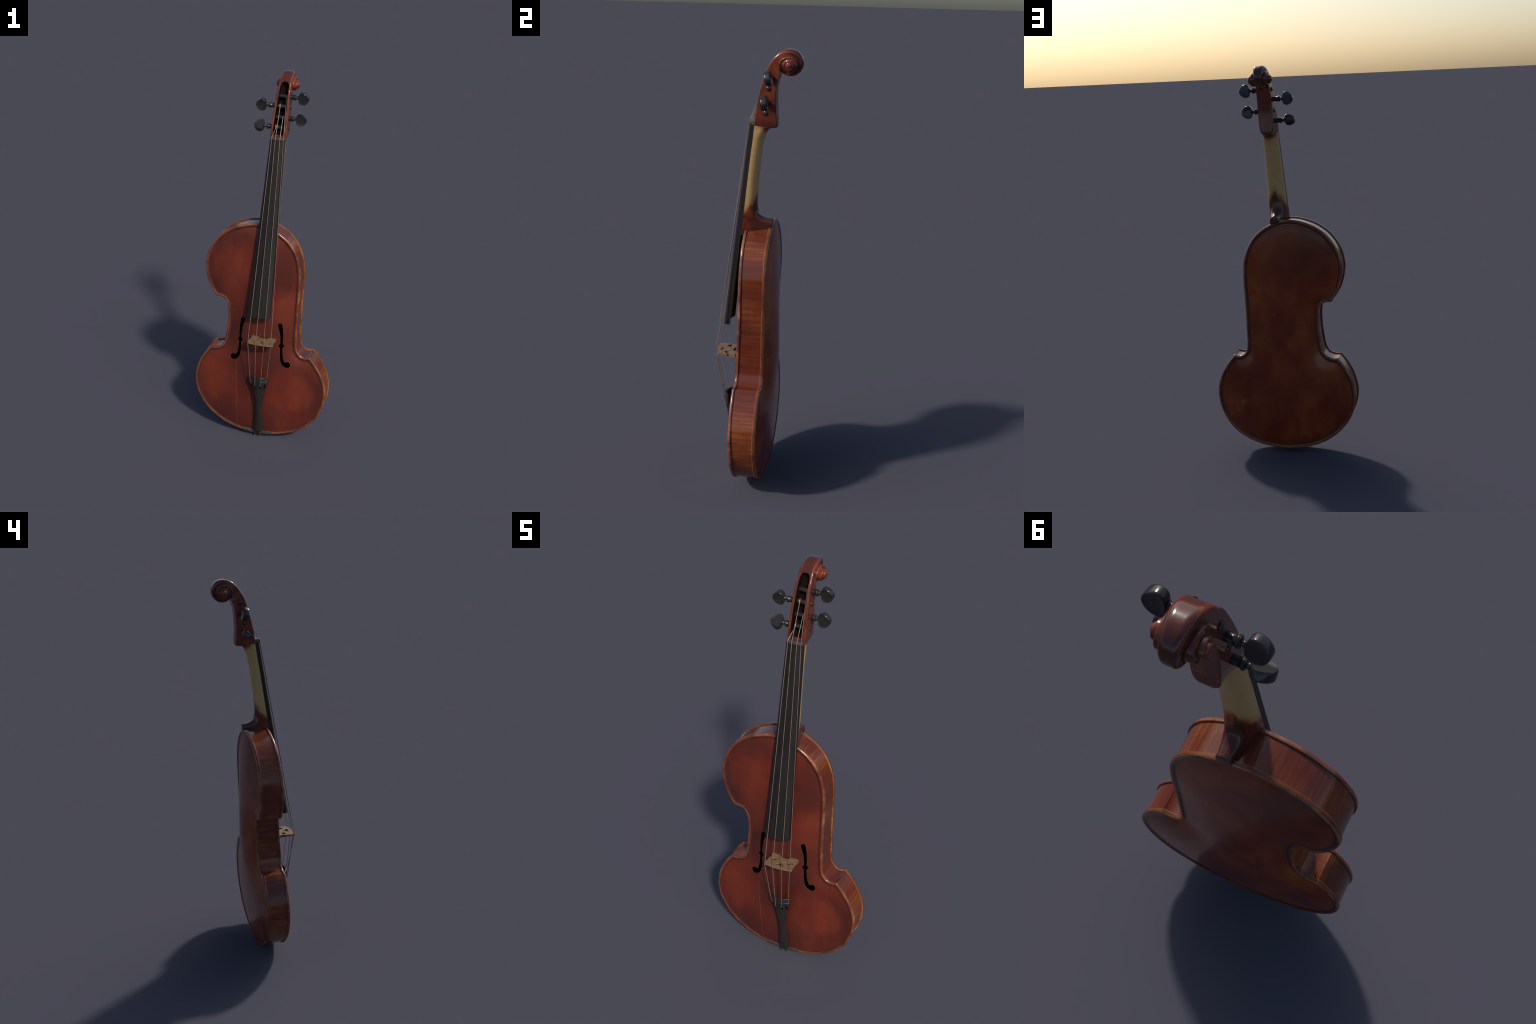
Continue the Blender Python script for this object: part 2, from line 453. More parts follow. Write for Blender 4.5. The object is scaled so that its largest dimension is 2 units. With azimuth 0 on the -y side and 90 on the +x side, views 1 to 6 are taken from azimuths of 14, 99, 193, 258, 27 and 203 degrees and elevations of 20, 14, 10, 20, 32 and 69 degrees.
def arch(P, power, up, low):
    """cross arch: a rounded ridge that falls away towards the rims; long arch: highest near the bridge"""
    fx = np.clip((P[:, 0] - GX) / GH, 0, nx - 2.001); fz = np.clip((P[:, 1] - GZ) / GH, 0, nz - 2.001)
    i, j = fx.astype(int), fz.astype(int); a, b = fx - i, fz - j
    u = MEM[i, j] * (1 - a) * (1 - b) + MEM[i + 1, j] * a * (1 - b) + MEM[i, j + 1] * (1 - a) * b + MEM[i + 1, j + 1] * a * b
    lon = 1 - np.clip(np.abs((P[:, 1] - .635) / .615), 0, 1) ** np.where(P[:, 1] > .635, up, low)
    return np.clip(u, 0, 1.05) ** power * lon

# ------------------------------------------------------------------ sound holes
HOLE = [(.101, .6995, .0222), (.1045, .683, .0208), (.109, .660, .0165), (.1125, .630, .0135), (.1130, .6, .0120), (.1130, .581, .0115), (.1130, .560, .0115),
        (.1145, .535, .0125), (.1165, .515, .0145), (.1205, .4965, .0170), (.127, .4815, .0185), (.136, .4735, .0215), (.1430, .4725, .0280), (.1480, .4735, .0335)]
def hole_strokes(side):
    c = catmull(HOLE, 6)
    x = .004 + side * c[:, 0]
    z = c[:, 1] - side * .0042
    n = np.stack([x, z, c[:, 2] * .5], 1)
    zz = .581 - side * .0042
    xx = .004 + side * .113
    extra = [(xx + k * .0064, zz, .0082) for k in (-1, 1)]
    return n, extra
def hole_sdf(P, side):
    n, ex = hole_strokes(side)
    a, b = n[:-1], n[1:]; ab = b[:, :2] - a[:, :2]; l2 = (ab ** 2).sum(1)
    q = P[:, None] - a[None, :, :2]
    t = np.clip((q * ab).sum(2) / l2, 0, 1)
    d = np.sqrt(((q - t[..., None] * ab) ** 2).sum(2)) - (a[:, 2] + t * (b[:, 2] - a[:, 2]))
    d = d.min(1)
    for x, z, r in ex:
        d = np.minimum(d, np.hypot(P[:, 0] - x, P[:, 1] - z) - r)
    return d
def hole_loops(side):
    """marching squares around the hole's signed distance gives its clean outline"""
    h = .0016
    n, _ = hole_strokes(side)
    x0, x1 = n[:, 0].min() - .02, n[:, 0].max() + .02; z0, z1 = n[:, 1].min() - .02, n[:, 1].max() + .02
    xs = np.arange(x0, x1, h); zs = np.arange(z0, z1, h)
    D = hole_sdf(np.stack(np.meshgrid(xs, zs, indexing="ij"), -1).reshape(-1, 2), side).reshape(len(xs), len(zs))
    pts = {}; link = {}
    def key(i, j, ax):
        k = (i, j, ax)
        if k not in pts:
            a = D[i, j]; b = D[i + 1, j] if ax == 0 else D[i, j + 1]; t = a / (a - b)
            pts[k] = (xs[i] + h * t, zs[j]) if ax == 0 else (xs[i], zs[j] + h * t)
        return k
    for i in range(len(xs) - 1):
        for j in range(len(zs) - 1):
            s = [D[i, j] < 0, D[i + 1, j] < 0, D[i + 1, j + 1] < 0, D[i, j + 1] < 0]
            if all(s) or not any(s): continue
            e = []
            if s[0] != s[1]: e.append(key(i, j, 0))
            if s[1] != s[2]: e.append(key(i + 1, j, 1))
            if s[3] != s[2]: e.append(key(i, j + 1, 0))
            if s[0] != s[3]: e.append(key(i, j, 1))
            for a, b in zip(e[::2], e[1::2]):
                link.setdefault(a, []).append(b); link.setdefault(b, []).append(a)
    start = next(iter(link)); loop = [start]; prev = None; cur = start
    while True:
        nxt = [k for k in link[cur] if k != prev]
        if not nxt or (nxt[0] == start): break
        prev, cur = cur, nxt[0]; loop.append(cur)
        if len(loop) > 20000: break
    P = np.array([pts[k] for k in loop])
    P = np.vstack([P, P[:1]])
    P = resample(P, .003)[:-1]
    for _ in range(2):
        P = .5 * P + .25 * (np.roll(P, 1, 0) + np.roll(P, -1, 0))
    return P

# ------------------------------------------------------------------ plates
D_RINGS = [.0012, .0035, .0060, .0085, .0115, .0135, .0175, .0205, .026, .034, .043]
def edge_rise(d):
    """height of the outer face near the rim: rounded lip, raised edge, purfling channel"""
    return np.interp(d, [0, .0012, .0035, .0060, .0085, .0115, .0135, .0175, .0205, .026, .034, .05],
                     [-.0064, -.0036, -.0012, 0, -.0001, -.0012, -.0022, -.0038, -.0042, -.0039, -.0031, -.0024])

def plate(name, sgn, y_in, y_out, height, mats, holes):
    pts = [tuple(p) for p in OUT]
    edges = [(i, (i + 1) % NO) for i in range(NO)]
    loops = [hole_loops(s) for s in (-1, 1)] if holes else []
    for L in loops:
        k = len(pts); pts += [tuple(p) for p in L]
        edges += [(k + i, k + (i + 1) % len(L)) for i in range(len(L))]
    for d in D_RINGS:
        R = OUT + NRM * d
        ok = (dist_out(R) > d * .985) & inside(R)
        if d > .03: ok &= (np.arange(NO) % 2 == 0)
        k = len(pts); num = np.cumsum(ok) - 1
        if .005 < d < .021:
            edges += [(k + int(num[i]), k + int(num[(i + 1) % NO])) for i in range(NO) if ok[i] and ok[(i + 1) % NO]]
        pts += [tuple(p) for p in R[ok]]
    s = .011
    g = np.stack(np.meshgrid(np.arange(-.37, .37, s), np.arange(.02, 1.24, s), indexing="ij"), -1)
    g[:, ::2, 0] += s / 2
    g = g.reshape(-1, 2)
    g = g[inside(g)]; g = g[dist_out(g) > .049]
    if holes:
        for sd in (-1, 1): g = g[hole_sdf(g, sd) > .004]
    pts += [tuple(p) for p in g]
    if holes:   # drop ring points that fall in a hole
        keep0 = NO + sum(len(L) for L in loops)
        A = np.array(pts[keep0:]); ok = (hole_sdf(A, -1) > .0015) & (hole_sdf(A, 1) > .0015)
        new = np.r_[np.arange(keep0), keep0 + np.cumsum(ok) - 1]
        gone = set((keep0 + np.nonzero(~ok)[0]).tolist())
        edges = [(int(new[a]), int(new[b])) for a, b in edges if a not in gone and b not in gone]
        pts = pts[:keep0] + [tuple(p) for p in A[ok]]
    V, E, F, *_ = mgeo.delaunay_2d_cdt([Vector(p) for p in pts], edges, [list(range(NO))], 1, 1e-6)
    P = np.array([tuple(v) for v in V])
    cen = np.array([P[list(f)].mean(0) for f in F])
    ok = inside(cen)
    for L in loops: ok &= ~inside(cen, L)
    F = [f for f, k in zip(F, ok) if k]
    d = dist_out(P)
    fd = np.array([d[list(f)].mean() for f in F])
    u = arch(P, *((1.5, 1.4, 2.3) if sgn < 0 else (1.45, 1.4, 1.5)))
    top = y_out + edge_rise(d) + height * u
    thick = .0085
    bot = np.where(d < .012, y_in, np.maximum(y_in, top - thick) if False else np.where(d < .02, y_in, top - thick - .0))
    bot = np.where(d >= .02, y_in + (top - thick - y_in) * sm(.02, .04, d), bot)
    bot = np.where(d < 1e-4, y_in + .0015, bot)
    n = len(P)
    v = [(p[0], sgn * t, p[1]) for p, t in zip(P, top)] + [(p[0], sgn * t, p[1]) for p, t in zip(P, bot)]
    f = [tuple(q) for q in F] + [tuple(n + i for i in reversed(q)) for q in F]
    # material per face: rim, purfling, channel, field, inside
    mid = [(5 if sgn > 0 else 0) if x < .0008 else 0 if x < .0055 else 5 if x < .0125 else 1 if x < .0170 else 2 if x < .0210 else 3 for x in fd] + [4 if x > .02 else 0 for x in fd]
    cnt = {}
    for q in F:
        for a, b in zip(q, q[1:] + q[:1]):
            cnt[(a, b)] = 1
    for (a, b) in list(cnt):
        if (b, a) not in cnt:
            f.append((b, a, n + a, n + b)); mid.append((5 if sgn > 0 else 0) if d[a] < 1e-3 else 4)
    return mk(name, v, f, mats, angle=35, midx=mid)

FRONT_IN, FRONT_OUT = .0440, .0578
BACK_IN, BACK_OUT = .0505, .0658
front = settle(plate("soundboard", -1, FRONT_IN, FRONT_OUT, .0300, [M_EDGE, M_PURF, M_CHF, M_FRONT, M_IN, M_LIPF], True))
back = settle(plate("back_plate", 1, BACK_IN, BACK_OUT, .0425, [M_BEDGE, M_PURF, M_CHB, M_BACK, M_IN, M_LIPB], False))

# ribs: a bent wall that follows the outline just inside the plates' overhang
def rib_wall():
    a = OUT + NRM * .0055; c = OUT + NRM * .0105
    rows = []
    ys = [-FRONT_IN - .0008, -.03, 0, .03, BACK_IN + .0008]
    v = []; f = []; mid = []
    for P in (a, c):
        for y in ys: v += [(p[0], y, p[1]) for p in P]
    m = len(ys)
    for s in range(2):
        for r in range(m - 1):
            for i in range(NO):
                j = (i + 1) % NO; o = (s * m + r) * NO
                f.append((o + i, o + j, o + NO + j, o + NO + i)); mid.append(s)
    for r in (0, m - 1):
        for i in range(NO):
            j = (i + 1) % NO
            f.append((r * NO + i, r * NO + j, (m + r) * NO + j, (m + r) * NO + i)); mid.append(1)
    return mk("rib", v, f, [M_RIB, M_IN], angle=30, midx=mid)
settle(rib_wall())

# ------------------------------------------------------------------ neck, pegbox and scroll: one carved loft
def section(F, B, wF, wB, rF, rBx, rBy, groove=0., shift=0.):
    """closed cross-section spanned by the lateral axis and the line front F -> back B (local Y, Z)"""
    F = np.array(F, float); B = np.array(B, float); D = np.linalg.norm(B - F)
    rF = min(rF, wF * .9, D * .55); rBx = min(rBx, wB * .999); rBy = min(rBy, D * .95 - rF)
    half = []
    for k in range(5): half.append(((wF - rF) * k / 4, 0.))
    for k in range(1, 6):
        t = math.pi / 2 * k / 5
        half.append((wF - rF + rF * math.sin(t), rF - rF * math.cos(t)))
    s0, s1 = rF, D - rBy
    for k in range(1, 14):
        q = k / 14; s = s0 + (s1 - s0) * q
        half.append((wF + (wB - wF) * (s / D) - groove * math.sin(math.pi * q) ** .8, s))
    for k in range(0, 13):
        t = math.pi / 2 * k / 12
        half.append(((wB - rBx) + rBx * math.cos(t) + (wF - wB) * max(0, (1 - (s1 / D))) * (1 - k / 12) * 1.0, s1 + rBy * math.sin(t)))
    for k in range(1, 5): half.append(((wB - rBx) * (1 - k / 4), D))
    half = half[:-1] + [(0, D)]
    full = half + [(-x, s) for x, s in reversed(half[1:-1])]
    u = (B - F) / D
    return [W(x + shift, F[0] + u[0] * s, F[1] + u[1] * s) for x, s in full]

def interp_stations(st, n):
    A = np.array([[*s[0], *s[1], *s[2:]] for s in st], float)
    return catmull(A, n)

EYE = np.array((.128, 1.934))
PHI = [0, 20, 44, 65, 88, 107, 125, 146, 164, 184, 207, 230, 257, 287, 311, 337, 360, 382, 415, 450, 473, 500, 532, 566, 599, 630, 660, 690, 720, 750, 810, 900, 960, 990, 1050, 1080, 1440]
RAD = [.088, .077, .0702, .0672, .0658, .0662, .0655, .0626, .0603, .0570, .0538, .0512, .0485, .0468, .0465, .047, .0470, .0440, .038, .0345, .0343, .035, .0355, .0350, .0335, .0315, .029, .027, .0255, .0228, .0205, .0212, .0212, .0205, .0180, .0160, .015]
def rad(p): return float(np.interp(p, PHI, RAD))
_ps = np.arange(0, 1441, 3.0); _rs = smooth1(np.interp(_ps, PHI, RAD), .6, 14); _rs[:14] = np.interp(_ps[:14], PHI, RAD)
def rad_s(p): return float(np.interp(p, _ps, _rs))
WPHI = [0, 44, 88, 125, 164, 207, 257, 300, 325, 345, 360, 415, 473, 532, 600, 660, 720, 810, 900, 1000, 1100]
WW = [.0335, .0315, .0288, .0242, .0196, .0166, .0160, .0180, .0240, .0320, .0360, .0385, .0400, .0405, .0420, .0440, .0480, .0520, .0545, .0560, .0570]
def wid(p): return float(np.interp(p, WPHI, WW))
def pol(p, r):
    a = math.radians(p); return EYE + r * np.array((-math.cos(a), math.sin(a)))

# stations: F(Y,Z), B(Y,Z), wF, wB, rF, rBx, rBy, groove, shift
neck_st = [
    ((.060, 1.187), (.0635, 1.2520), .0190, .0215, .002, .0205, .021, 0, 0),
    ((.030, 1.186), (.048, 1.2535), .0250, .0220, .002, .0195, .020, 0, 0),
    ((-.005, 1.183), (.033, 1.2555), .0350, .0230, .002, .0195, .020, 0, 0),
    ((-.040, 1.180), (.020, 1.2610), .0445, .0250, .002, .0200, .024, 0, 0),
    ((-.0695, 1.180), (.0085, 1.2700), .0500, .0280, .001, .021, .030, 0, 0),
    ((-.0665, 1.212), (.0010, 1.2835), .0493, .0320, .001, .027, .038, 0, 0),
    ((-.0625, 1.250), (-.0025, 1.300), .0484, .0360, .001, .033, .042, 0, 0),
    ((-.0575, 1.298), (-.0045, 1.330), .0472, .0390, .001, .037, .043, 0, 0),
    ((-.0520, 1.352), (-.0025, 1.372), .0460, .0400, .001, .038, .042, 0, 0),
    ((-.0440, 1.430), (.0020, 1.437), .0442, .0390, .001, .037, .040, 0, 0),
    ((-.0340, 1.525), (.0110, 1.530), .0420, .0375, .001, .036, .039, 0, 0),
    ((-.0240, 1.605), (.0195, 1.600), .0402, .0360, .001, .034, .037, 0, 0),
    ((-.0205, 1.640), (.0265, 1.622), .0396, .0345, .001, .032, .036, 0, 0),
    ((-.0192, 1.655), (.0330, 1.640), .0396, .0325, .001, .028, .036, 0, -.001),
    ((-.0182, 1.665), (.0440, 1.655), .0398, .0290, .0015, .024, .036, 0, -.001),
    ((-.0175, 1.672), (.0600, 1.660), .0402, .0260, .002, .020, .034, 0, -.002),
    ((-.0168, 1.678), (.0770, 1.6625), .0405, .0235, .002, .016, .022, 0, -.002),
    ((-.0160, 1.686), (.0815, 1.672), .0408, .0285, .003, .012, .008, 0, -.003),
    ((-.0160, 1.700), (.0800, 1.690), .0410, .0335, .003, .008, .005, 0, -.003),
    ((-.0128, 1.727), (.0768, 1.724), .0410, .0362, .003, .006, .004, 0, -.003),
    ((-.0048, 1.780), (.0740, 1.780), .0400, .0368, .003, .006, .004, 0, -.003),
    ((.0045, 1.828), (.0755, 1.834), .0380, .0362, .003, .006, .004, 0, -.003),
    ((.0148, 1.871), (.0825, 1.867), .0358, .0352, .004, .006, .004, 0, -.004),
    ((.0262, 1.909), (.0890, 1.890), .0343, .0345, .005, .005, .004, 0, -.0045),
]
A = [np.array([*s[0], *s[1], *s[2:]], float) for s in neck_st]
for p in (0, 20, 44):
    Fp = pol(p, rad_s(p)); r_in = rad_s(p + 360) - .004
    Bp = np.array((.0885, 1.905)) if p == 0 else pol(p, r_in)
    A.append(np.array([*Fp, *Bp, wid(p), wid(p), 0.0120 if p > 30 else .0085 if p else .006, .004, .004, 0, -.0045]))
A = catmull(np.array(A), 5)
neck_rows = [section(a[0:2], a[2:4], *a[4:]) for a in A]
i_pb = int(np.argmin(np.abs(A[:, 1] - 1.672) + (A[:, 3] < 1.65) * 1))     # neck -> pegbox border row
# pegbox with its hollow
def combine(rows, name, mat):
    v, f = loft(rows)
    return mk(name, v, f, mat)
pb = combine(neck_rows[i_pb:], "pegbox", M_SCROLL)
cut_prof = [(1.699, .010, .026), (1.706, .035, .0282), (1.722, .054, .0290), (1.75, .0585, .0288), (1.80, .0585, .0275), (1.84, .061, .0258), (1.88, .067, .0240),
            (1.915, .073, .0228), (1.935, .074, .0215), (1.946, .072, .0185), (1.952, .068, .0140), (1.9555, .060, .0070)]
rows = []
for z, yb, w in catmull(np.array(cut_prof), 4):
    r = min(.008, w * .6)
    ring = []
    for sx in (1, -1):
        for k in range(6):
            t = math.pi / 2 * k / 5
            cx = w - r + r * math.cos(t if sx > 0 else math.pi / 2 - t)
            cy = yb - r + r * math.sin(t if sx > 0 else math.pi / 2 - t)
            ring.append((sx * cx, cy))
    ring = [(w, -.12)] + ring + [(-w, -.12)]
    rows.append([W(x - .0035, y, z) for x, y in ring])
v, f = loft(rows)
cutter = mk("cutter", v, f, mat_dark("pegbox_inside", (.016, .009, .007)))
def boolean_cut(o, c, keep_mat=False):
    md = o.modifiers.new("cut", "BOOLEAN"); md.operation = "DIFFERENCE"; md.solver = "EXACT"; md.object = c; md.use_self = True
    try: md.material_mode = "TRANSFER"
    except Exception: pass
    dg = bpy.context.evaluated_depsgraph_get(); dg.update()
    me = bpy.data.meshes.new_from_object(o.evaluated_get(dg))
    o.modifiers.clear()
    old = o.data; o.data = me; bpy.data.meshes.remove(old)
    bpy.data.objects.remove(c, do_unlink=True)
boolean_cut(pb, cutter)
pb.data.set_sharp_from_angle(angle=math.radians(40))

# scroll: the same wood carried on around the volute
srows = []
for p in np.arange(44, 1086, 6.0):
    r = rad_s(p)
    if p + 360 <= 1080: r_in = max(.002, rad_s(p + 360) - .004)
    else: r_in = .0015
    w = wid(p); D = r - r_in
    gr = min(.0035, D * .16) * float(sm(60, 130, p)) if p < 700 else .0015
    rF = float(np.interp(p, [44, 85, 130, 165, 230, 330, 400, 800], [.012, .016, .014, .010, .007, .004, .0035, .003]))
    srows.append(section(pol(p, r), pol(p, r_in), w, w - .0003, rF, .003, .003, gr, -.0045))
# round the eye off into a little knob
v, f = loft(srows)
scroll = mk("scroll", v, f, M_SCROLL, angle=40)
for s in (-1, 1):
    prof = [(0.0152, .045), (.0152, .0535), (.0140, .0562), (.0110, .0585), (.0060, .0600), (.0004, .0604)]
    rws = []
    for r, x in prof:
        rws.append([W(s * x - .0045, EYE[0] + .0015 + r * math.cos(t), EYE[1] + r * math.sin(t)) for t in np.linspace(0, 2 * math.pi, 28, endpoint=False)])
    v, f = loft(rws)
    mk("scroll_eye", v, f, M_SCROLL, parent=scroll, angle=50)

v, f = loft(neck_rows[:i_pb + 1], cap1=False)
neck = mk("neck", v, f, M_NECK, angle=50)

# button of the back plate that covers the foot of the heel
rows = []
for y, ins in ((.0585, .0), (.0650, .0), (.0666, .0010), (.0672, .0030)):
    ring = []
    for k in range(25):
        t = math.pi * k / 24
        ring.append(((.0228 - ins) * math.cos(t), 1.2285 + (.0240 - ins) * math.sin(t)))
    ring += [(-.0228 + ins, 1.2115), (.0228 - ins, 1.2115)]
    rows.append([W(x, y, z) for x, z in ring])
v, f = loft(rows)
mk("back_button", v, f, M_NECK, angle=40)

# ------------------------------------------------------------------ fingerboard: arched top, hollowed underside
rows = []
for z in np.linspace(1.674, .752, 60):
    t = (1.674 - z) / (1.674 - .752)
    w = .0385 + (.0605 - .0385) * t
    ye = -.0355 - .1000 * t; yl = -.0175 - .0965 * t
    c = .0085 + .0075 * t
    ring = []
    for k in range(25):
        q = -1 + 2 * k / 24
        ring.append((q * w, ye - c * (1 - q * q)))
    ring = [(-w + .0002, yl)] + [(-w, ye + .002), ] + ring[0:1] + ring[1:] + [(w, ye + .002)] + [(w - .0002, yl)]
    hol = .0125 * float(sm(.50, .56, t))
    for k in range(9):
        q = 1 - 2 * (k + 1) / 10
        ring.append((q * (w - .006), yl - hol * (1 - q * q) ** .5))
    rows.append([W(x, y, z) for x, y in ring])
v, f = loft(rows)
mk("fingerboard", v, f, M_BOARD, angle=30)

# nut with four string grooves
rows = []
for x in np.linspace(-.0388, .0388, 60):
    cr = .0042 * (1 - (x / .039) ** 2)
    ring = []
    gro = .0016 if min(abs(x - s) for s in (-.0285, -.0095, .0135, .0315)) < .0016 else 0
    ed = .002 if abs(x) > .0375 else 0
    for k in range(13):
        t = math.pi * k / 12
        ring.append((1.6825 + (.0092 - ed) * math.cos(t), -.0352 - cr + ed + gro - .0060 * math.sin(t) ** .7))
    ring += [(1.6735 , -.014), (1.6915, -.014)]
    rows.append([W(x, y, z) for z, y in ring])
v, f = loft(rows)
mk("nut", v, f, M_NUT, angle=40)

# saddle: ebony let into the lower rim
i0 = int(np.argmin(np.hypot(OUT[:, 0] + .086, OUT[:, 1] - .03))); i1 = int(np.argmin(np.hypot(OUT[:, 0] - .080, OUT[:, 1] - .027)))
idx = range(min(i0, i1), max(i0, i1) + 1)
rows = []
for i in idx:
    ring = []
    for d, y in ((-.0008, .0445), (-.0008, .0550), (.0010, .0588), (.0040, .0600), (.0150, .0600), (.0185, .0570), (.0195, .0450)):
        p = OUT[i] + NRM[i] * d
        ring.append((p[0], -y, p[1]))
    rows.append(ring)
v, f = loft(rows)
settle(mk("saddle", v, f, M_SADDLE, angle=40))

# ------------------------------------------------------------------ pegs
def peg_mesh(ext, knob):
    """axis along +u: u = 0 is the middle of the pegbox; knob end at negative u, head at positive u"""
    prof = [(-.0455, .0003), (-.0450, .0050), (-.0435, .0090), (-.0405, .0115), (-.0375, .0112), (-.036, .0095), (-.025, .0092), (.028, .0100), (.034, .0112), (.052, .0118), (.0640, .0128),
            (.0655, .0148), (.0672, .0152), (.0684, .0145), (.0692, .0132), (.0700, .0145), (.0714, .0148), (.0726, .0138), (.0740, .0100), (.0765, .0075), (.0800, .0072),
            (.0826, .0090), (.0842, .0098), (.0858, .0090), (.0885, .0085), (.0960, .0080)]
    rows = []
    for u, r in prof:
        u = u + (ext if u > .05 else 0) - (knob if u < -.03 else 0)
        rows.append([(u, r * math.cos(t), r * math.sin(t)) for t in np.linspace(0, 2 * math.pi, 24, endpoint=False)])
    v, f = loft(rows)
    o = [(0, .012), (.0035, .0225), (.0115, .0300), (.0230, .0310), (.0360, .0255), (.0465, .0150), (.0520, .0020), (.0510, -.0090), (.0440, -.0210), (.0330, -.0290), (.0200, -.0322), (.0090, -.0295), (.0025, -.0215), (0, -.0120)]
    o = resample(np.vstack([catmull(o, 5, True), [o[0]]]), .003)[:-1]
    c = o.mean(0)
    base = len(v); rows = []
    for n, ins, sc in ((-.0095, 0, .45), (-.0110, .0035, .86), (-.0118, .0020, .93), (-.0105, .0006, .985), (-.0070, 0, 1), (0, 0, 1.01), (.0070, 0, 1), (.0105, .0006, .985), (.0118, .0020, .93), (.0110, .0035, .86), (.0095, 0, .45)):
        rows.append([(.0870 + ext + (c[0] + (p[0] - c[0]) * sc), (c[1] + (p[1] - c[1]) * sc) * 1.02, n * 1.08) for p in o])
    v2, f2 = loft(rows)
    v += v2; f += [tuple(base + i for i in q) for q in f2]
    me = bpy.data.meshes.new("peg")
    me.from_pydata(v, [], f); me.materials.append(M_PEG)
    bm = bmesh.new(); bm.from_mesh(me); bmesh.ops.recalc_face_normals(bm, faces=bm.faces); bm.to_mesh(me); bm.free()
    me.polygons.foreach_set("use_smooth", np.ones(len(me.polygons), dtype=bool))
    me.set_sharp_from_angle(angle=math.radians(50))
    return me
from mathutils import Matrix
PMS = {1: peg_mesh(-.0145, .0010), -1: peg_mesh(.0020, -.0050)}
# side, Y, Z, head tilt (degrees from upright, positive leans the top to the front)
PEGS = [(1, .0495, 1.8830, 12), (1, .0340, 1.7785, 3), (-1, .0405, 1.8335, 17), (-1, .0305, 1.7275, -52)]
for sd, y, z, tilt in PEGS:
    o = bpy.data.objects.new("peg", PMS[sd])
    bpy.context.scene.collection.objects.link(o); o.parent = root
    t = math.radians(tilt)
    ax = Vector((CT * sd, 0, -ST * sd))
    up = Vector((ST, 0, CT)); fr = Vector((0, -1, 0))
    T = (up * math.cos(t) + fr * math.sin(t)).normalized()
    N = ax.cross(T)
    w = Vector(W(0, y, z))
    o.matrix_world = Matrix(((ax.x, T.x, N.x, w.x), (ax.y, T.y, N.y, w.y), (ax.z, T.z, N.z, w.z), (0, 0, 0, 1)))

# ------------------------------------------------------------------ bridge: flat plate with cut-outs, thinner at the top
BC, BZ = .0275, .6125
def bridge():
    cu = bpy.data.curves.new("bridge", "CURVE"); cu.dimensions = "2D"; cu.fill_mode = "BOTH"; cu.resolution_u = 6
    half = [(.0, 1), (.012, 1), (.024, 1), (.036, 1), (.048, 1), (.058, 1), (.0665, 1), (.0685, .0810), (.0660, .0680), (.0645, .0540), (.0650, .0400), (.0595, .0375), (.0575, .0325), (.0595, .0275), (.0640, .0260),
            (.0650, .0190), (.0645, .0110), (.0655, .0060), (.0655, .0), (.0280, .0), (.0275, .0080), (.0255, .0135), (.0215, .0172), (.0125, .0200), (0, .0210)]
    def crown(x):      # height of the top edge above the feet, along the strings' arc
        return .1004 - 2.35 * (x + .012) ** 2 - .018 * (x + .012)
    pts = half + [(-x, h) for x, h in reversed(half[1:-1])]
    pts = [(x, crown(x) if h == 1 else h) for x, h in pts]
    def spl(P, smooth=False):
        if smooth:
            P = catmull(P, 5, True)
        s = cu.splines.new("POLY"); s.points.add(len(P) - 1); s.use_cyclic_u = True
        for q, p in zip(s.points, P): q.co = (p[0], p[1], 0, 1)
    spl(pts)
    heart = [(0, .0290), (.0070, .0335), (.0150, .0325), (.0175, .0260), (.0120, .0190), (.0045, .0150), (.0030, .0070), (0, .0035), (-.0030, .0070), (-.0045, .0150), (-.0120, .0190), (-.0175, .0260), (-.0150, .0325), (-.0070, .0335)]
    spl([(x * 1.15, .0430 + 1.12 * h) for x, h in heart], True)
    for s in (-1, 1):
        e = [(.0290, .0450), (.0340, .0530), (.0425, .0545), (.0480, .0475), (.0560, .0450), (.0490, .0400), (.0390, .0355), (.0310, .0375)]
        spl([(s * (.0425 + (x - .0425) * 1.2), .0450 + (h - .0450) * 1.2) for x, h in e], True)
    cu.extrude = .5; cu.bevel_depth = 0
    o = bpy.data.objects.new("tmp", cu); bpy.context.scene.collection.objects.link(o)
    dg = bpy.context.evaluated_depsgraph_get(); dg.update()
    me = bpy.data.meshes.new_from_object(o.evaluated_get(dg))
    bpy.data.objects.remove(o, do_unlink=True)
    for vt in me.vertices:
        x, h, n = vt.co
        th = .0075 - .0045 * (h / .11)          # half thickness tapers to the top
        X = BC + x; Y = -.0812 - h
        vt.co = W(X, Y, BZ + .003 * h / .11 + (th if n > 0 else -th) * 1.0)
    bm = bmesh.new(); bm.from_mesh(me)
    bmesh.ops.remove_doubles(bm, verts=bm.verts, dist=1e-5)
    bmesh.ops.recalc_face_normals(bm, faces=bm.faces)
    bm.to_mesh(me); bm.free()
    me.materials.clear(); me.materials.append(M_BRIDGE)
    me.polygons.foreach_set("use_smooth", np.ones(len(me.polygons), dtype=bool))
    me.set_sharp_from_angle(angle=math.radians(35))
    me.name = "bridge"
    return add_obj("bridge", me)
bridge()

